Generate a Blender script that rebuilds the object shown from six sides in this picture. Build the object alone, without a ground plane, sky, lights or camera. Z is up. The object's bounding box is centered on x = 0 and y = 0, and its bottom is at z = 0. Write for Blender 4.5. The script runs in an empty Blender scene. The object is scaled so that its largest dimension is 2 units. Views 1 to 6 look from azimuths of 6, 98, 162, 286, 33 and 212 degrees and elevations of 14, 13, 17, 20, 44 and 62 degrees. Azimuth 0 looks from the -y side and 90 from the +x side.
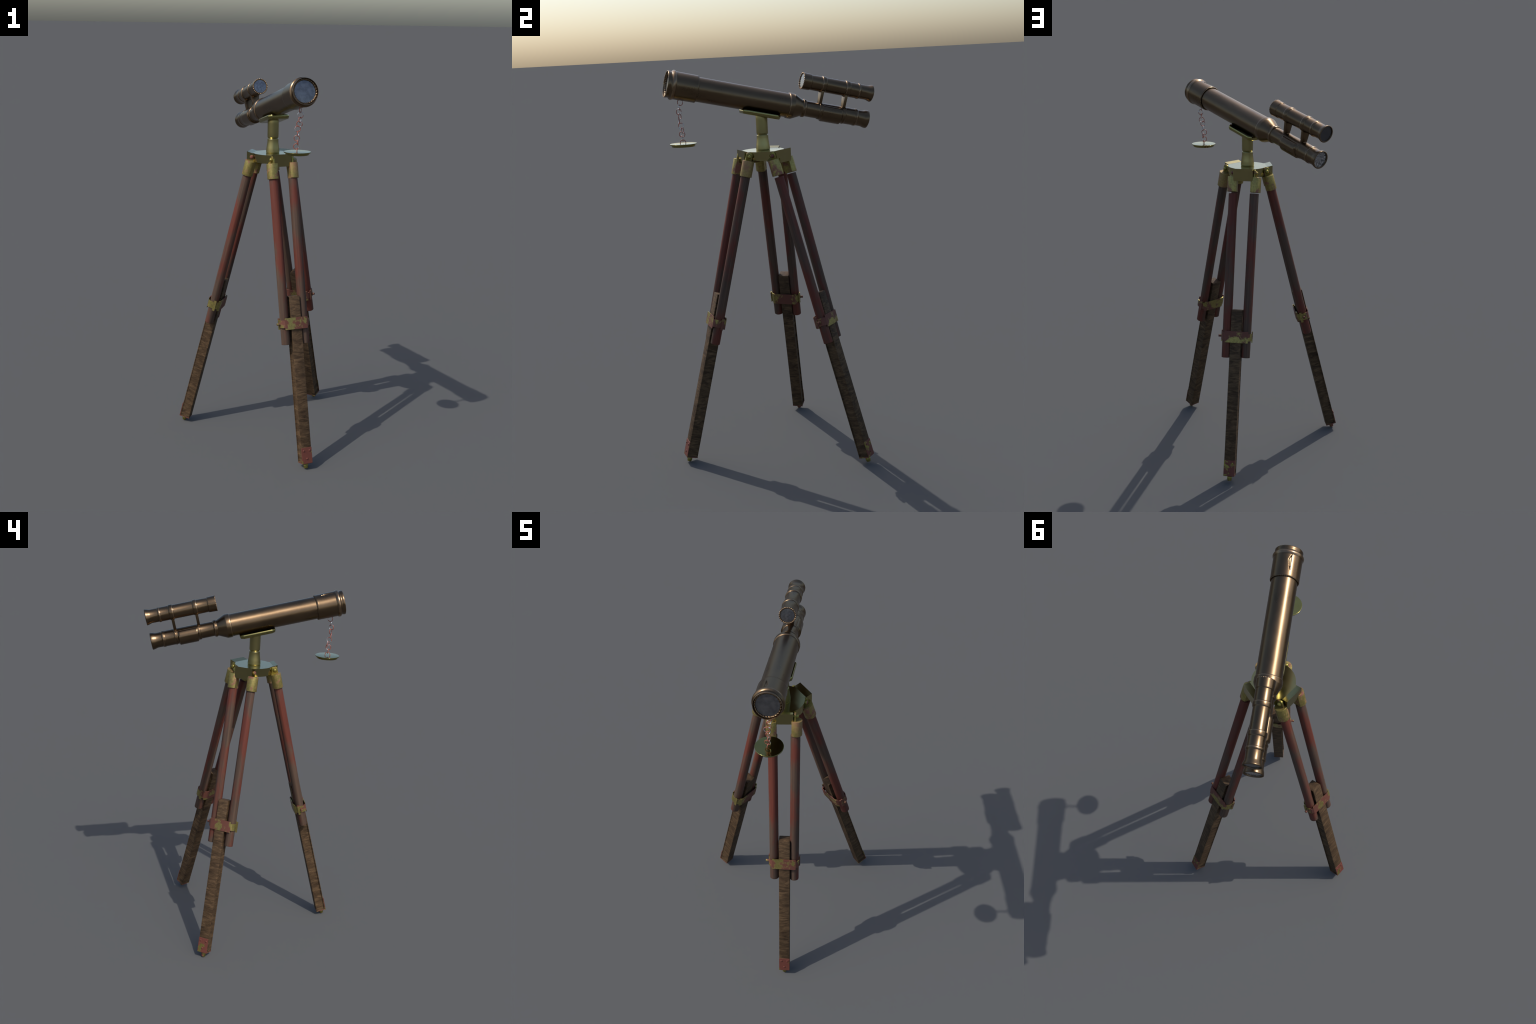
# Antique brass-and-bronze telescope with finder scope on a wooden tripod.
import bpy, bmesh, math, random
from mathutils import Matrix, Vector
from math import sin, cos, pi, radians, sqrt, atan2, hypot

random.seed(7)
COL = bpy.context.scene.collection

# ------------------------------------------------------------------ node helpers
class Mat:
    def __init__(self, name):
        self.m = bpy.data.materials.new(name)
        self.m.use_nodes = True
        self.t = self.m.node_tree
        self.t.nodes.clear()
        self.out = self.n('ShaderNodeOutputMaterial')
        self.b = self.n('ShaderNodeBsdfPrincipled')
        self.t.links.new(self.b.outputs[0], self.out.inputs[0])
        self.tc = self.n('ShaderNodeTexCoord')
        self.info = self.n('ShaderNodeObjectInfo')

    def n(self, kind, **kw):
        node = self.t.nodes.new(kind)
        for k, v in kw.items():
            setattr(node, k, v)
        return node

    def link(self, a, b):
        self.t.links.new(a, b)

    def setp(self, **kw):
        names = dict(color='Base Color', metal='Metallic', rough='Roughness', coat='Coat Weight',
                     coat_rough='Coat Roughness', spec='Specular IOR Level', normal='Normal', ior='IOR')
        for k, v in kw.items():
            s = self.b.inputs[names[k]]
            if isinstance(v, bpy.types.NodeSocket):
                self.link(v, s)
            elif k == 'color':
                s.default_value = (*v, 1)
            else:
                s.default_value = v

    def coords(self, scale=(1, 1, 1), offset=True):
        mp = self.n('ShaderNodeMapping')
        self.link(self.tc.outputs['Object'], mp.inputs['Vector'])
        mp.inputs['Scale'].default_value = scale
        if offset:
            mul = self.n('ShaderNodeMath', operation='MULTIPLY')
            self.link(self.info.outputs['Random'], mul.inputs[0])
            mul.inputs[1].default_value = 37.0
            cb = self.n('ShaderNodeCombineXYZ')
            for i in range(3):
                self.link(mul.outputs[0], cb.inputs[i])
            self.link(cb.outputs[0], mp.inputs['Location'])
        return mp.outputs[0]

    def noise(self, vec, scale=5, detail=4, rough=.55, dist=0.0):
        t = self.n('ShaderNodeTexNoise')
        self.link(vec, t.inputs['Vector'])
        t.inputs['Scale'].default_value = scale
        t.inputs['Detail'].default_value = detail
        t.inputs['Roughness'].default_value = rough
        t.inputs['Distortion'].default_value = dist
        return t.outputs['Fac']

    def ramp(self, fac, *stops, interp='LINEAR'):
        r = self.n('ShaderNodeValToRGB')
        self.link(fac, r.inputs[0])
        cr = r.color_ramp
        cr.interpolation = interp
        while len(cr.elements) < len(stops):
            cr.elements.new(.5)
        for e, (p, c) in zip(cr.elements, stops):
            e.position = p
            e.color = (*c, 1) if isinstance(c, tuple) else (c, c, c, 1)
        return r.outputs[0]

    def mix(self, fac, a, b, blend='MIX'):
        m = self.n('ShaderNodeMix', data_type='RGBA', blend_type=blend)
        for v, i in ((fac, 0), (a, 6), (b, 7)):
            if isinstance(v, bpy.types.NodeSocket):
                self.link(v, m.inputs[i])
            elif i == 0:
                m.inputs[0].default_value = v
            else:
                m.inputs[i].default_value = (*v, 1)
        return m.outputs[2]

    def math(self, op, a, b=0.0):
        m = self.n('ShaderNodeMath', operation=op)
        for i, v in enumerate((a, b)):
            if isinstance(v, bpy.types.NodeSocket):
                self.link(v, m.inputs[i])
            else:
                m.inputs[i].default_value = v
        return m.outputs[0]

    def bump(self, height, strength=.2, dist=.002):
        b = self.n('ShaderNodeBump')
        b.inputs['Strength'].default_value = strength
        b.inputs['Distance'].default_value = dist
        self.link(height, b.inputs['Height'])
        return b.outputs[0]


def mat_bronze(name, base, light, rough):
    m = Mat(name)
    c = m.coords((1, 1, .35), False)
    n = m.noise(c, 22, 5, .6)
    col = m.ramp(n, (.3, base), (.72, light))
    fine = m.noise(m.coords((1, 1, 1), False), 160, 3)
    m.setp(color=col, metal=1.0,
           rough=m.ramp(n, (.3, rough - .03), (.7, rough + .06)),
           normal=m.bump(fine, .008, .0005))
    return m.m


def mat_brass(name, base, light, rough, bump=.02):
    m = Mat(name)
    c = m.coords((1, 1, 1), False)
    n = m.noise(c, 14, 5, .6)
    col = m.ramp(n, (.3, base), (.75, light))
    m.setp(color=col, metal=1.0, rough=m.ramp(n, (.3, rough - .02), (.7, rough + .03)))
    if bump:
        m.setp(normal=m.bump(m.noise(c, 220, 3), bump, .0008))
    return m.m


def mat_rusty(name, brass, rust, lo, hi, scale, metal_brass=.75):
    """Brass plating worn through to rusty red primer in hard-edged patches."""
    m = Mat(name)
    c = m.coords((1, 1, .8))
    n = m.noise(c, scale, 5, .62, .3)
    mask = m.ramp(n, (lo, 0.0), (hi, 1.0))
    grain = m.noise(c, 130, 4, .7)
    b = m.mix(m.ramp(grain, (.35, 0.0), (.7, 1.0)), tuple(x * .75 for x in brass), tuple(min(1, x * 1.2) for x in brass))
    r = m.mix(grain, tuple(x * .75 for x in rust), tuple(x * 1.2 for x in rust))
    col = m.mix(mask, b, r)
    inv = m.math('SUBTRACT', 1.0, mask)
    m.setp(color=col, metal=m.math('MULTIPLY', inv, metal_brass),
           rough=m.ramp(mask, (0, .42), (1, .7)), normal=m.bump(grain, .12, .001))
    return m.m


def mat_mahogany():
    m = Mat('mahogany')
    patch = m.noise(m.coords((1, 1, .3)), 13, 4, .55)
    streak = m.noise(m.coords((1, 1, .02)), 95, 5, .65)
    red = m.mix(m.ramp(streak, (.35, 0.0), (.7, 1.0)), RED_DARK, RED)
    worn = m.mix(m.ramp(streak, (.35, 0.0), (.7, 1.0)), WORN_DARK, WORN)
    col = m.mix(m.ramp(patch, (.42, 0.0), (.56, 1.0)), red, worn)
    m.setp(color=col, rough=m.ramp(patch, (.4, .55), (.65, .65)), spec=.16,
           normal=m.bump(streak, .1, .001))
    return m.m


def mat_walnut():
    m = Mat('figured_walnut')
    warp = m.noise(m.coords((1, 1, .6)), 16, 3)
    fig = m.noise(m.coords((.34, .34, 1.25)), 34, 5, .62, 1.4)
    grain = m.noise(m.coords((.25, .25, 2.2)), 120, 4, .65, .6)
    col = m.ramp(fig, (.3, WAL[0]), (.5, WAL[1]), (.72, WAL[2]))
    col = m.mix(m.ramp(grain, (.32, .7), (.58, 0.0)), col, WAL[0])
    col = m.mix(m.ramp(warp, (.45, 0.0), (.75, .5)), col, WAL[3])
    m.setp(color=col, rough=.7, spec=.22, normal=m.bump(m.mix(.5, fig, grain), .45, .003))
    return m.m


def mat_lens(name, dark, light, scale, spikes=False):
    m = Mat(name)
    c = m.coords((1, 1, 1), False)
    if spikes:
        sep = m.n('ShaderNodeSeparateXYZ')
        mp = m.n('ShaderNodeMapping')
        m.link(m.tc.outputs['Object'], mp.inputs['Vector'])
        mp.inputs['Location'].default_value = (-.010, -.016, 0)
        m.link(mp.outputs[0], sep.inputs[0])
        ang = m.math('ARCTAN2', sep.outputs[1], sep.outputs[0])
        cb = m.n('ShaderNodeCombineXYZ')
        m.link(ang, cb.inputs[0])
        ln = m.n('ShaderNodeVectorMath', operation='LENGTH')
        m.link(mp.outputs[0], ln.inputs[0])
        m.link(m.math('MULTIPLY', ln.outputs[1], 6.0), cb.inputs[1])
        n = m.noise(cb.outputs[0], 7, 4, .75)
        col = m.ramp(n, (.46, dark), (.60, light))
    else:
        n = m.noise(c, scale, 6, .65)
        col = m.ramp(n, (.35, dark), (.62, light))
    m.setp(color=col, metal=.9, rough=.22)
    return m.m


def mat_chain():
    m = Mat('rusty_chain')
    n = m.noise(m.coords((1, 1, 1)), 45, 3, .5)
    mask = m.ramp(n, (.50, 1.0), (.60, 0.0))
    col = m.mix(mask, (.55, .56, .58), (.30, .085, .055))
    m.setp(color=col, metal=m.math('SUBTRACT', 1.0, m.math('MULTIPLY', mask, .85)), rough=.4)
    return m.m


RED, RED_DARK = (.150, .043, .028), (.096, .028, .020)
WORN, WORN_DARK = (.112, .070, .048), (.062, .040, .030)
WAL = [(.023, .0128, .0062), (.088, .0525, .0255), (.172, .106, .054), (.056, .034, .017)]

BRONZE = mat_bronze('dark_bronze', (.128, .086, .050), (.165, .112, .066), .285)
COPPER = mat_bronze('worn_copper_edge', (.22, .150, .092), (.30, .205, .125), .28)
BRASS = mat_brass('satin_brass', (.325, .285, .125), (.355, .31, .140), .15, 0)
BRASS_SOFT = mat_brass('turned_brass', (.315, .275, .120), (.345, .30, .135), .30, 0)
BRASS_DARK = mat_brass('darker_brass', (.27, .24, .090), (.31, .275, .105), .2, 0)
BRASS_BRIGHT = mat_brass('bright_brass', (.25, .225, .075), (.31, .275, .095), .12, 0)
CAPBRASS = mat_rusty('worn_cap_brass', (.33, .268, .085), (.22, .085, .055), .52, .62, 28)
CAPCOPPER = mat_rusty('coppered_cap', (.33, .268, .085), (.27, .13, .065), .42, .62, 12)
LUG = mat_rusty('hinge_metal', (.28, .24, .06), (.15, .045, .03), .52, .58, 22)
COLLAR = mat_rusty('camouflage_rust', (.30, .25, .080), (.120, .037, .022), .44, .49, 14)
PLATE = mat_rusty('rusty_plate', (.23, .20, .05), (.125, .031, .018), .40, .45, 20)
TUBE = mat_mahogany()
WALNUT = mat_walnut()
LENS = mat_lens('dusty_glass', (.125, .125, .132), (.195, .192, .198), 60)
LENS_F = mat_lens('speckled_glass', (.12, .125, .14), (.22, .225, .24), 110)
LENS_R = mat_lens('scratched_glass', (.13, .13, .14), (.75, .76, .78), 60, True)
LENS_D = mat_lens('dark_glass', (.09, .09, .10), (.11, .11, .12), 60)
CHAIN = mat_chain()

# ------------------------------------------------------------------ mesh helpers
def finish(name, bm, mats, world, parent=None, angle=35, kind=None):
    me = bpy.data.meshes.new(name)
    bmesh.ops.recalc_face_normals(bm, faces=bm.faces)
    bm.to_mesh(me)
    bm.free()
    for m in (mats if isinstance(mats, (list, tuple)) else [mats]):
        me.materials.append(m)
    me.shade_smooth()
    me.set_sharp_from_angle(angle=radians(angle))
    return place(name, me, world, parent)


WORLD = {}
def place(name, me, world, parent=None):
    o = bpy.data.objects.new(name, me)
    COL.objects.link(o)
    WORLD[o] = world.copy()
    if parent is None:
        o.matrix_basis = world
    else:
        o.parent = parent
        o.matrix_parent_inverse = Matrix.Identity(4)
        o.matrix_basis = WORLD[parent].inverted() @ world
    return o


def fillet(p, rad=.0012, n=3):
    """Rounds the corners of an open (t, r) profile."""
    out = [p[0]]
    for a, b, c in zip(p, p[1:], p[2:]):
        A, B, C = Vector(a), Vector(b), Vector(c)
        u, v = A - B, C - B
        if u.length < 1e-6 or v.length < 1e-6 or u.angle(v) > radians(165):
            out.append(b)
            continue
        k = min(rad, u.length * .45, v.length * .45)
        P, Q = B + u.normalized() * k, B + v.normalized() * k
        for i in range(n + 1):
            s = i / n
            q = P * (1 - s) ** 2 + B * 2 * s * (1 - s) + Q * s * s
            out.append((q.x, q.y))
    out.append(p[-1])
    return out


def revolve(bm, prof, seg=72, radial=None, mat_of=None):
    """prof: list of (axial, radius); radial(t, r, theta) may alter the radius."""
    rings = []
    for t, r in prof:
        if r < 1e-6:
            rings.append([bm.verts.new((0, 0, t))])
        else:
            ring = []
            for i in range(seg):
                a = 2 * pi * i / seg
                rr = radial(t, r, a) if radial else r
                ring.append(bm.verts.new((rr * cos(a), rr * sin(a), t)))
            rings.append(ring)
    for k, (A, B) in enumerate(zip(rings, rings[1:])):
        for i in range(seg):
            j = (i + 1) % seg
            if len(A) == 1 and len(B) == 1:
                continue
            vs = [A[0], B[i], B[j]] if len(A) == 1 else [A[i], B[0], A[j]] if len(B) == 1 else [A[i], A[j], B[j], B[i]]
            f = bm.faces.new(vs)
            if mat_of:
                f.material_index = mat_of(.5 * (prof[k][0] + prof[k + 1][0]), .5 * (prof[k][1] + prof[k + 1][1]))
    return bm


def lathe(name, prof, mats, world, parent=None, seg=72, rad=.0012, radial=None, mat_of=None, angle=35):
    bm = bmesh.new()
    revolve(bm, fillet(prof, rad) if rad else prof, seg, radial, mat_of)
    return finish(name, bm, mats, world, parent, angle)


def box_bm(bm, x0, x1, y0, y1, z0, z1):
    v = [bm.verts.new((x, y, z)) for z in (z0, z1) for y in (y0, y1) for x in (x0, x1)]
    fs = [(0, 1, 3, 2), (4, 6, 7, 5), (0, 4, 5, 1), (2, 3, 7, 6), (0, 2, 6, 4), (1, 5, 7, 3)]
    return v, [bm.faces.new([v[i] for i in f]) for f in fs]


def bevel(bm, w, seg=2, edges=None):
    bmesh.ops.bevel(bm, geom=list(edges or bm.edges), offset=w, segments=seg, affect='EDGES', profile=.5, clamp_overlap=True)


def prism(bm, pts, z0, z1):
    """Extrudes a 2D outline between two heights."""
    a = [bm.verts.new((x, y, z0)) for x, y in pts]
    b = [bm.verts.new((x, y, z1)) for x, y in pts]
    n = len(pts)
    for i in range(n):
        bm.faces.new([a[i], a[(i + 1) % n], b[(i + 1) % n], b[i]])
    bm.faces.new(a[::-1])
    bm.faces.new(b)


def frame(origin, z, up):
    """Matrix with local Z along z, local Y as near to 'up' as possible."""
    z = Vector(z).normalized()
    y = (Vector(up) - z * Vector(up).dot(z)).normalized()
    x = y.cross(z)
    m = Matrix((x, y, z)).transposed().to_4x4()
    m.translation = Vector(origin)
    return m


# ------------------------------------------------------------------ root
root = bpy.data.objects.new('telescope', None)
COL.objects.link(root)
root.empty_display_size = .2
WORLD[root] = Matrix.Identity(4)
root['label'] = 'antique bronze telescope with finder scope on worn wooden tripod'
root['category'] = 'telescope'

# ------------------------------------------------------------------ main barrel (local Z from eyepiece to objective)
R0 = Vector((-.1028, .4674, 1.6954))
D = Vector((.307, -.4742, 1.9344)) - R0
D.normalize()
MT = frame(R0, D, (0, 0, 1))

barrel_prof = [
    (.006, .0), (.006, .0395), (.001, .0405), (-.0015, .0432), (-.0005, .0460), (.003, .0462), (.014, .0446), (.022, .0420), (.029, .0402),
    (.059, .0405), (.061, .0432), (.066, .0442), (.073, .0436), (.076, .0420),
    (.127, .0424), (.1285, .0445), (.135, .0445), (.1365, .0424),
    (.254, .0418), (.2555, .0432), (.268, .0428), (.2695, .0396),
    (.3405, .0396), (.342, .0440), (.346, .0458), (.355, .0455), (.358, .0430),
    (.362, .0430), (.405, .0630), (.410, .0645), (.430, .0642), (.4345, .0632), (.4355, .0600),
    (.930, .0600)]
lathe_t_copper = lambda t, r: 1 if (.4295 < t < .4345 and r > .0632) or (.0640 < t < .068 and r > .0432) or (.3445 < t < .349 and r > .0448) else 0
barrel = lathe('main_barrel', barrel_prof, [BRONZE, COPPER], MT, root, 96, .0015, mat_of=lathe_t_copper)

# front sleeve with its kite-shaped dent on top
def kite(t, r, a):
    ang = math.degrees(a) - 90.0            # 0 = top (local +Y); local X points to -S
    ang = (-ang + 180) % 360 - 180           # towards +S positive
    ang = -ang
    if r < .06:
        return r
    u = (t - .985) / (.028 if t > .985 else .056)
    half = 13.5 * (1 - abs(u))
    if half > 0:
        off = (19.5 - ang)
        if 0 <= off <= half:
            k = off / max(half, 1e-3)
            return r - .0042 * min(1, (1 - k) * 2.2) * min(1, half / 5)
    return r
sleeve_prof = [(.905, .0575), (.905, .0655), (.907, .0668), (.912, .0668)]
sleeve_prof += [(.912 + (1.012 - .912) * i / 30, .0666 + .0006 * i / 30) for i in range(1, 31)]
sleeve_prof += [(1.016, .0688), (1.020, .0715), (1.0255, .0722), (1.030, .0708), (1.033, .0660), (1.037, .0632), (1.042, .0636),
                (1.048, .0648), (1.0535, .0652), (1.0560, .0636), (1.0560, .0622), (1.052, .0612), (1.044, .0600), (1.034, .0590), (1.032, .0500)]
SIDE = 1
bm = bmesh.new()
revolve(bm, sleeve_prof, 160, kite, lambda t, r: 1 if (t > 1.0155 and r > .0690) or (t > 1.052 and r > .0610) else 0)
sleeve = finish('objective_sleeve', bm, [BRONZE, COPPER], MT, barrel, 40)

def bead_ring(name, major, minor, t0, count, depth, mats, world, parent, twist=0.0, seg=360, squash=1.0):
    """Torus whose wall is knurled into beads or a twisted rope."""
    bm = bmesh.new()
    k = 14
    rings = []
    for i in range(seg):
        a = 2 * pi * i / seg
        ring = []
        for j in range(k):
            b = 2 * pi * j / k
            q = minor * (1 - depth * (.5 + .5 * cos(count * a + twist * b)))
            rr = major + q * cos(b)
            ring.append(bm.verts.new((rr * cos(a), rr * sin(a), t0 + squash * q * sin(b))))
        rings.append(ring)
    for i in range(seg):
        A, B = rings[i], rings[(i + 1) % seg]
        for j in range(k):
            bm.faces.new([A[j], B[j], B[(j + 1) % k], A[(j + 1) % k]])
    return finish(name, bm, mats, world, parent, 80)

bead_ring('rope_bezel', .0570, .0052, 1.0440, 28, .25, BRONZE, MT, barrel, 2.0, squash=1.35)
bead_ring('sleeve_knurl', .0628, .0036, .9060, 46, .5, BRONZE, MT, barrel)
bead_ring('eyepiece_knurl', .0425, .0030, .0006, 44, .4, BRONZE, MT, barrel, 1.0)

def disc(name, r, t, mats, world, parent, dome=.0015, sign=1):
    prof = [(t - sign * .003, 0), (t - sign * .003, r), (t, r)]
    prof += [(t + sign * dome * (1 - (1 - i / 8) ** 2), r * (1 - i / 8)) for i in range(1, 9)]
    bm = bmesh.new()
    revolve(bm, prof, 64)
    return finish(name, bm, mats, world, parent, 40)

disc('objective_lens', .0535, 1.0440, LENS, MT, barrel)
disc('eyepiece_lens', .0405, .0040, LENS_R, MT, barrel, .0008, -1)

# belly pad wrapped round the draw tube below the struts
def pad(t0, t1):
    bm = bmesh.new()
    nt, na = 16, 60
    g = []
    for i in range(nt + 1):
        s = i / nt
        row = []
        for j in range(na + 1):
            q = -138 + 276 * j / na           # from bottom, degrees
            e = min(1, (138 - abs(q)) / 45)
            lift = .0084 * e ** .6
            # slanting ends: the pad is longest near its upper edges
            lo, hi = t0, t1 + .008 * (abs(q) / 138)
            end = min(1, min(s, 1 - s) / .05)
            r = .0405 + (.0012 + lift) * (end ** .5)
            a = radians(q - 90)
            row.append(bm.verts.new((r * cos(a), r * sin(a), lo + (hi - lo) * s)))
        g.append(row)
    for i in range(nt):
        for j in range(na):
            bm.faces.new([g[i][j], g[i][j + 1], g[i + 1][j + 1], g[i + 1][j]])
    return finish('belly_pad', bm, BRONZE, MT, barrel, 50)
pad(.1435, .2545)

# ------------------------------------------------------------------ finder scope
F0 = Vector((-.1184, .4945, 1.8244))
FT = frame(F0, D, (0, 0, 1))
finder_prof = [
    (.005, 0), (.005, .0371), (.001, .0381), (-.001, .0404), (.000, .0432), (.003, .0434), (.012, .0408), (.020, .0378), (.027, .0364),
    (.066, .0368), (.068, .0394), (.074, .0402), (.079, .0394), (.0805, .0378),
    (.1245, .0380), (.127, .0404), (.133, .0414), (.144, .0418), (.1485, .0412), (.150, .0374),
    (.253, .0374), (.256, .0401), (.262, .0412), (.272, .0418), (.2765, .0410), (.278, .0386),
    (.334, .0378), (.336, .0404), (.342, .0408), (.373, .0416), (.3775, .0420), (.379, .0406), (.377, .0378), (.374, 0)]
finder = lathe('finder_scope', finder_prof, [BRONZE, COPPER], FT, root, 80, .0013,
               mat_of=lambda t, r: 1 if (.1445 < t < .149 and r > .0411) or (.2725 < t < .2772 and r > .0408) or (.072 < t < .077 and r > .0397) else 0)
bead_ring('finder_bead_ring', .0393, .0033, .3785, 26, .62, COPPER, FT, finder)
bead_ring('finder_eyepiece_knurl', .0400, .0027, .0006, 40, .4, BRONZE, FT, finder, 1.0)
disc('finder_objective_lens', .0378, .3765, LENS_F, FT, finder, .001)
disc('finder_eyepiece_lens', .0378, .0035, LENS_D, FT, finder, .0008, -1)

inv = FT.inverted() @ MT           # main axis seen from the finder frame
def strut(tc):
    """Tapering plate from the finder's ring down to the barrel."""
    bm = bmesh.new()
    top = Vector((0, -.030, 0))
    base = inv @ Vector((0, .034, tc))
    zc = base.z
    pts = []
    for y, w, in ((-.030, .0245), (base.y, .0150)):
        cx = base.x * (y / base.y)
        pts.append([bm.verts.new((cx + sx * w, y, zc + sz * .0075)) for sx, sz in ((-1, -1), (1, -1), (1, 1), (-1, 1))])
    A, B = pts
    for i in range(4):
        bm.faces.new([A[i], A[(i + 1) % 4], B[(i + 1) % 4], B[i]])
    bm.faces.new(A)
    bm.faces.new(B[::-1])
    bevel(bm, .0012, 2)
    return finish('finder_strut', bm, BRONZE, FT, finder, 40)
strut(.266)
strut(.137)

# ------------------------------------------------------------------ mount plate under the barrel
bm = bmesh.new()
oct_ = [(-.041, .470), (.041, .470), (.057, .488), (.057, .646), (.041, .664), (-.041, .664), (-.057, .646), (-.057, .488)]
lo = [bm.verts.new((x * .94, -.0775, .5665 + (t - .5665) * .97)) for x, t in oct_]
mid = [bm.verts.new((x * 1.03, -.0640, .5665 + (t - .5665) * 1.012)) for x, t in oct_]
hi = [bm.verts.new((x * .985, -.0545, .5665 + (t - .5665) * .992)) for x, t in oct_]
inn = [bm.verts.new((x * .62, -.0605, .5665 + (t - .5665) * .8)) for x, t in oct_]
for A, B in ((lo, mid), (mid, hi), (hi, inn)):
    for i in range(8):
        bm.faces.new([A[i], A[(i + 1) % 8], B[(i + 1) % 8], B[i]])
bm.faces.new(lo[::-1])
bm.faces.new(inn)
bevel(bm, .0035, 4)
finish('mount_plate', bm, BRASS_DARK, MT, root, 50)

# ------------------------------------------------------------------ pillar and hub
PX, PY = .1204, -.0453
O = Vector((PX, PY, 0))
post_prof = [(1.572, 0), (1.572, .0325), (1.577, .0330), (1.586, .0355), (1.590, .0355), (1.612, .0328), (1.634, .0298), (1.650, .0290), (1.6548, .0290),
             (1.6562, .0278), (1.6575, .0256), (1.6595, .0262), (1.6645, .0292), (1.668, .0294), (1.735, .0294), (1.754, .0292), (1.754, 0)]
lathe('pillar', post_prof, BRASS_SOFT, Matrix.Translation((PX, PY, 0)), root, 72, .0006, angle=50)

# Each leg: lobe azimuth and reach on the hub; ground-plan positions (x, y) of its two poles
# at heights 1.46 and 0.635 and of the head and foot (x, y, z) of its walnut bar; bar azimuth; clamp offset.
LEGS = [
    dict(az=-61.0, reach=.121, poles={-1: ((.1400, -.1827), (.2346, -.3558)), 1: ((.2346, -.1251), (.3290, -.3117))},
         bar=((0.2563, -0.2821, 0.868), (0.3564, -0.4742, 0.032)), baz=-62.0, col=.0075),
    dict(az=171.3, reach=.127, poles={-1: ((.0115, .0338), (-.1972, .0520)), 1: ((-.0105, -.0730), (-.2153, -.0505))},
         bar=((-0.1490, -0.0010, 0.871), (-0.3628, 0.0200, 0.031)), baz=171.8, col=.005),
    dict(az=64.0, reach=.132, poles={-1: ((.2219, .0396), (.3252, .2602)), 1: ((.1220, .0911), (.2299, .2959))},
         bar=((0.2465, 0.2109, 0.870), (0.3554, 0.4342, 0.038)), baz=64.0, col=.002)]

HW, RD = .051, .104
ZT, ZB = 1.581, 1.537
bm = bmesh.new()
angs = []
for L in LEGS:
    a0 = radians(L['az'])
    pc, pe = atan2(HW, L['reach']), math.asin(HW / RD)
    sm = [(-pc + 2 * pc * i / 12, True) for i in range(13)]
    ed = [(s * (pc + (pe - pc) * k / 4), True) for s in (-1, 1) for k in range(1, 5)]
    angs += [(a0 + p, L, p, ins) for p, ins in sm + ed]
    angs += [(a0 + s * (pe + .004), L, s * (pe + .004), False) for s in (-1, 1)]
def wrap(a): return (a + pi) % (2 * pi) - pi
extra = []
for i in range(120):
    a = wrap(2 * pi * i / 120)
    if min(abs(wrap(a - radians(L['az']))) for L in LEGS) > math.asin(HW / RD) + .02:
        extra.append((a, None, 0, False))
angs = sorted([(wrap(a), L, p, ins) for a, L, p, ins in angs] + extra, key=lambda q: q[0])
cols = []
for a, L, p, ins in angs:
    if ins:
        ro = min(L['reach'] / cos(p), HW / abs(sin(p)) if abs(p) > 1e-6 else 9)
        rc = min(.098 / cos(p), ro - .002)
        d = ro * cos(p)
        zt = ZT + .0075 * max(0, (d - .098) / (L['reach'] - .098))
        zb = 1.5245
    else:
        ro, rc, zt, zb = RD, .094, ZT, ZB
    def P(r, z): return bm.verts.new((r * cos(a), r * sin(a), z))
    cols.append([P(.03, ZT), P(.07, ZT), P(rc, ZT), P(ro, zt), P(ro, zb), P(.075, zb), P(.03, zb)])
n = len(cols)
for i in range(n):
    A, B = cols[i], cols[(i + 1) % n]
    for k in range(6):
        bm.faces.new([A[k], A[k + 1], B[k + 1], B[k]])
bm.faces.new([c[0] for c in cols])
bm.faces.new([c[-1] for c in cols][::-1])
hub = finish('tripod_hub', bm, BRASS, Matrix.Translation((PX, PY, 0)), root, 9)

# ------------------------------------------------------------------ legs
def member(top, foot, az):
    """Frame on the line through two 3D points: local Z up the member, local Y outwards."""
    a = radians(az)
    return frame(foot, Vector(top) - Vector(foot), (cos(a), sin(a), 0))

def on_line(p, q, z):
    """Point at height z on the line through p and q."""
    p, q = Vector(p), Vector(q)
    return q + (p - q) * ((z - q.z) / (p.z - q.z))

shared = {}
def reuse(name, world, parent, build):
    """First call builds the mesh; later calls share its data."""
    if name in shared:
        return place(name, shared[name], world, parent)
    o = build(world, parent)
    shared[name] = o.data
    return o

BW, BD = .0285, .0278           # half width and half depth of a walnut bar
def build_bar(length):
    def go(world, parent):
        bm = bmesh.new()
        v, f = box_bm(bm, -BW, BW, -BD, BD, 0, length)
        bmesh.ops.recalc_face_normals(bm, faces=bm.faces)
        # sunk panel framed by narrow rails on both sides
        sides = [q for q in bm.faces if abs(q.normal.x) > .9 or abs(q.calc_center_median().x) > BW * .9]
        for q in sides:
            bmesh.ops.inset_region(bm, faces=[q], thickness=.0062)
            bmesh.ops.inset_region(bm, faces=[q], thickness=.0008, depth=-.0060 if q.calc_center_median().x > 0 else -.0020)
        bm.normal_update()
        outer = [e for e in bm.edges if all(abs(abs(w.co.x) - BW) < 1e-5 and abs(abs(w.co.y) - BD) < 1e-5 for w in e.verts)]
        ends = [e for e in bm.edges if e not in outer and all(abs(w.co.z - length) < 1e-5 for w in e.verts) and e.calc_length() > .05]
        bevel(bm, .0022, 2, outer + ends)
        return finish('leg', bm, WALNUT, world, parent, 30)
    return go

def build_tube(world, parent):
    bm = bmesh.new()
    revolve(bm, fillet([(0, 0), (0, .0236), (.86, .0236), (.86, 0)], .0022), 40)
    return finish('leg_pole', bm, TUBE, world, parent, 35)

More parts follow.
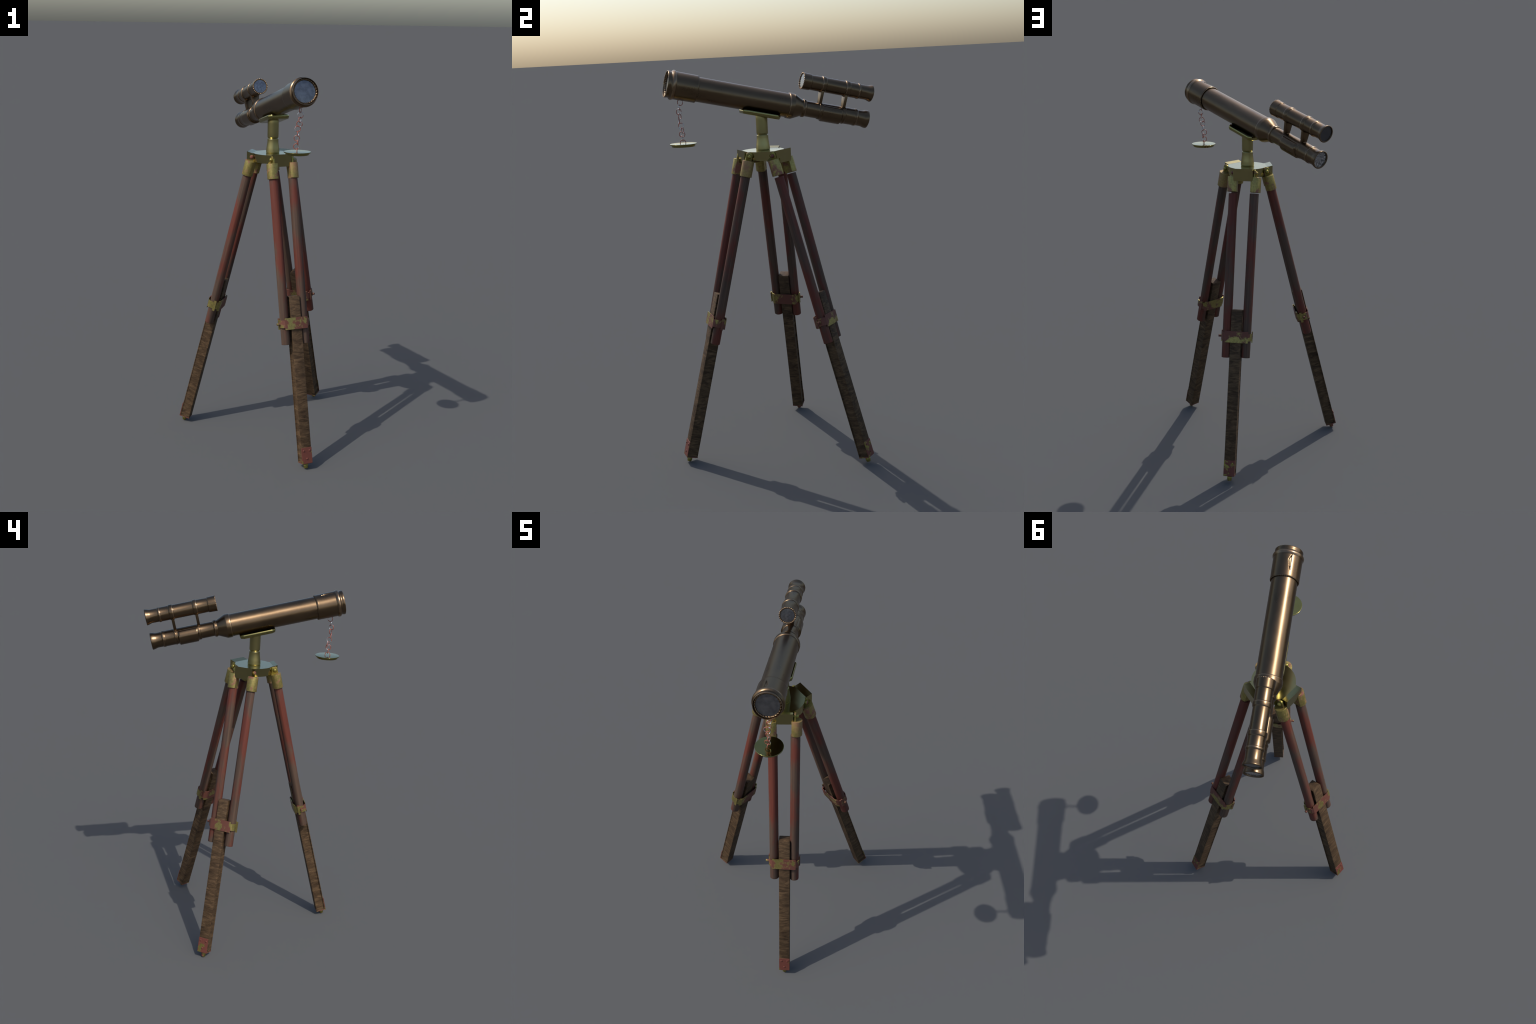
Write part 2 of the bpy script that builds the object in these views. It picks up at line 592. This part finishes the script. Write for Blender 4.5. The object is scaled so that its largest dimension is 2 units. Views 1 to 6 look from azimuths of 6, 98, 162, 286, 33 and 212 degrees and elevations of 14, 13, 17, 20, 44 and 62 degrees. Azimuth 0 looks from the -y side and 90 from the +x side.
def build_cap(mat):
    def go(world, parent):
        bm = bmesh.new()
        prof = [(0, .0222), (0, .0294), (.0790, .0294), (.0775, 0)]
        revolve(bm, fillet(prof, .0012), 48)
        # flat inner side facing the other pole
        for w in bm.verts:
            if w.co.x < -.0205 and abs(hypot(w.co.x, w.co.y)) > .0223:
                w.co.x = -.0222
        return finish('pole_cap', bm, mat, world, parent, 35)
    return go

def build_lug(world, parent):
    bm = bmesh.new()
    w, h, r = .0168, .046, .011
    pts = [(-w, 0), (w, 0)]
    pts += [(w - r + r * cos(pi / 2 * i / 6), h - r + r * sin(pi / 2 * i / 6)) for i in range(7)]
    pts += [(-w + r - r * sin(pi / 2 * i / 6), h - r + r * cos(pi / 2 * i / 6)) for i in range(7)]
    # outline in local Y-Z, thickness along X
    a = [bm.verts.new((-.0045, y, z)) for y, z in pts]
    b = [bm.verts.new((.0045, y, z)) for y, z in pts]
    m = len(pts)
    for i in range(m):
        bm.faces.new([a[i], a[(i + 1) % m], b[(i + 1) % m], b[i]])
    bm.faces.new(a[::-1])
    bm.faces.new(b)
    bevel(bm, .001, 2, [e for e in bm.edges if abs(e.verts[0].co.x - e.verts[1].co.x) < 1e-6])
    return finish('hinge_lug', bm, LUG, world, parent, 40)

def build_bolt(world, parent):
    # domed head pointing along local X
    prof = [(-.030, 0), (-.030, .006), (0, .006), (0, .0108), (.004, .0108), (.009, .0092), (.0125, .0060), (.0140, 0)]
    bm = bmesh.new()
    revolve(bm, fillet(prof, .001), 24)
    bmesh.ops.rotate(bm, verts=bm.verts, matrix=Matrix.Rotation(pi / 2, 3, 'Y'))
    return finish('hinge_bolt', bm, LUG, world, parent, 45)

def build_collar(world, parent):
    """Clamp band: tall plates in front and behind, a narrower strap round each pole."""
    bm = bmesh.new()
    th = .0060
    # plan (lateral, outward) relative to the pole axis plane; half heights
    plan = [(.0, .0290, .030), (.054, .0285, .030), (.0625, .0265, .030), (.0628, .0262, .0190), (.0710, .0215, .0190), (.0780, .0100, .0190), (.0795, -.010, .0190), (.0770, -.0220, .0190),
            (.0695, -.0335, .0190), (.0690, -.0342, .0295), (.0590, -.0425, .0295), (.0, -.0450, .0295)]
    loop = plan + [(-x, y, h) for x, y, h in plan[-2:0:-1]]
    m = len(loop)
    rows = []
    for i, (x, y, h) in enumerate(loop):
        q = Vector((x, y + .0135))
        inner = Vector((x, y)) - q.normalized() * th
        zs = 0.0
        rows.append([bm.verts.new((x, y, zs - h)), bm.verts.new((x, y, zs + h)), bm.verts.new((inner.x, inner.y, zs + h)), bm.verts.new((inner.x, inner.y, zs - h))])
    for i in range(m):
        A, B = rows[i], rows[(i + 1) % m]
        for k in range(4):
            bm.faces.new([A[k], A[(k + 1) % 4], B[(k + 1) % 4], B[k]])
    for sx in (-1, 1):               # upright ears behind each pole
        x0, x1 = sorted((sx * .0775, sx * .0822))
        box_bm(bm, x0, x1, -.0245, -.0115, -.0295, .0295)
    return finish('clamp_collar', bm, COLLAR, world, parent, 25)

def build_clamp_bolt(world, parent):
    prof = [(-.008, 0), (-.008, .0095), (.001, .0095), (.001, .0062), (.0165, .0066), (.0165, 0)]
    bm = bmesh.new()
    revolve(bm, fillet(prof, .0008), 12)
    bmesh.ops.rotate(bm, verts=bm.verts, matrix=Matrix.Rotation(-pi / 2, 3, 'Y'))
    return finish('clamp_bolt', bm, COLLAR, world, parent, 35)

def build_foot_plate(world, parent):
    bm = bmesh.new()
    box_bm(bm, -.0290, .0290, BD - .001, BD + .0028, -.003, .080)
    bevel(bm, .0009, 1)
    bm2 = bmesh.new()
    box_bm(bm2, -.0288, .0288, -BD - .0005, BD + .002, -.0040, .0010)
    bevel(bm2, .0009, 1)
    tmp = bpy.data.meshes.new('tmp')
    bm2.to_mesh(tmp)
    bm2.free()
    bm.from_mesh(tmp)
    bpy.data.meshes.remove(tmp)
    return finish('foot_plate', bm, PLATE, world, parent, 30)

def build_rivet(world, parent):
    bm = bmesh.new()
    revolve(bm, [(0, .0056), (.0012, .0053), (.0026, .0040), (.0034, .0020), (.0036, 0)], 16)
    bmesh.ops.rotate(bm, verts=bm.verts, matrix=Matrix.Rotation(-pi / 2, 3, 'X'))
    return finish('foot_rivet', bm, PLATE, world, parent, 60)

def build_peg(world, parent):
    bm = bmesh.new()
    revolve(bm, fillet([(.006, 0), (.006, .0135), (-.004, .0140), (-.0075, .0118), (-.0115, .0122), (-.0130, .0132), (-.0280, .0105), (-.0285, 0)], .001), 20)
    return finish('foot_peg', bm, LUG, world, parent, 45)

CAPS = [(CAPBRASS, CAPCOPPER), (CAPBRASS, CAPBRASS), (CAPBRASS, CAPBRASS)]
for li, L in enumerate(LEGS):
    bt, bf = L['bar']
    BM = member(bt, bf, L['baz'])
    leg = reuse('leg', BM, root, build_bar(.868))
    mids = {}
    for si, s in enumerate((-1, 1)):
        (tx, ty), (fx, fy) = L['poles'][s]
        T, Ft = (tx, ty, 1.46), (fx, fy, .635)
        PM = member(T, on_line(T, Ft, .630), L['az'])
        reuse('leg_pole', PM, leg, build_tube)
        # brass cap at the head; its local +X points away from the partner pole
        axis = (PM.to_3x3() @ Vector((0, 0, 1))).normalized()
        a = radians(L['az'])
        outw = Vector((-sin(a), cos(a), 0)) * s
        yv = axis.cross(outw).normalized()
        xv = yv.cross(axis)
        CM = Matrix((xv, yv, axis)).transposed().to_4x4()
        CM.translation = on_line(T, Ft, 1.4635) + xv * .0028
        mids[s] = on_line(T, Ft, .736)
        mat = CAPS[li][si]
        key = 'pole_cap' if mat is CAPBRASS else 'pole_cap_copper'
        if key not in shared:
            o = build_cap(mat)(CM, leg)
            shared[key] = o.data
        else:
            place('pole_cap', shared[key], CM, leg)
        GM = CM @ Matrix.Translation((-.0050, 0, .0725))
        reuse('hinge_lug', GM, leg, build_lug)
        reuse('hinge_bolt', GM @ Matrix.Translation((.0040, 0, .0270)), leg, build_bolt)
    # clamp collar, square to the poles; local X runs from one pole to the other
    axis = Vector(bt) - Vector(bf)
    axis = (PM.to_3x3() @ Vector((0, 0, 1)))
    xv = (mids[1] - mids[-1]).normalized()
    xv = (xv - axis * xv.dot(axis)).normalized()
    yv = axis.cross(xv)
    if yv.dot(Vector((cos(radians(L['az'])), sin(radians(L['az'])), 0))) < 0:
        xv, yv = -xv, -yv
    KM = Matrix((xv, yv, axis)).transposed().to_4x4()
    KM.translation = (mids[1] + mids[-1]) * .5 + yv * L['col']
    reuse('clamp_collar', KM, leg, build_collar)
    lat = Vector((-sin(radians(L['az'])), cos(radians(L['az'])), 0))
    flip = xv.dot(lat) < 0           # the screw sits on the same side of every leg
    VM = KM @ Matrix.Rotation(pi if flip else 0, 4, 'Z') @ Matrix.Translation((-.0795, .004 if flip else -.004, 0))
    reuse('clamp_bolt', VM, leg, build_clamp_bolt)
    reuse('foot_plate', BM, leg, build_foot_plate)
    for rx, rz in ((-.0165, .064), (.0165, .064), (0, .022)):
        reuse('foot_rivet', BM @ Matrix.Translation((rx, BD + .0026, rz)), leg, build_rivet)
    reuse('foot_peg', BM @ Matrix.Translation((0, .004, -.0030)), leg, build_peg)

# ------------------------------------------------------------------ hanging lens cap and chain
cap_prof = [(-.0140, 0), (-.0140, .0570), (-.0055, .0590), (-.0046, .0600), (-.0042, .0657), (.0004, .0662), (.0010, .0650), (.0010, .0)]
CAPC = Vector((.2718, -.4172, 1.6412))
lens_cap = lathe('lens_cap', cap_prof, BRASS_BRIGHT, Matrix.Translation(CAPC), root, 72, .0006)

links = [(.2814, -.4170, 1.8419, -14), (.2834, -.4237, 1.8185, -76), (.2811, -.4265, 1.7968, -18), (.2793, -.4240, 1.7755, -105), (.2716, -.4300, 1.7525, -68),
         (.2733, -.4217, 1.7286, -8), (.2678, -.4175, 1.7060, -100), (.2731, -.4198, 1.6875, 0), (.2670, -.4208, 1.6670, -80), (.2700, -.4189, 1.6460, 2)]
def build_link(world, parent):
    bm = bmesh.new()
    N, k, Rj, rn = 32, 8, .0140, .00185
    g = [[bm.verts.new(((Rj + rn * cos(2 * pi * j / k)) * cos(2 * pi * i / N), (Rj + rn * cos(2 * pi * j / k)) * sin(2 * pi * i / N), rn * sin(2 * pi * j / k))) for j in range(k)] for i in range(N)]
    for i in range(N):
        for j in range(k):
            bm.faces.new([g[i][j], g[(i + 1) % N][j], g[(i + 1) % N][(j + 1) % k], g[i][(j + 1) % k]])
    return finish('chain_link', bm, CHAIN, world, parent, 80)
for x, y, z, az in links:
    nrm = Vector((cos(radians(az)), sin(radians(az)), random.uniform(-.15, .15)))
    reuse('chain_link', frame((x, y, z), nrm, (0, 0, 1)), lens_cap, build_link)
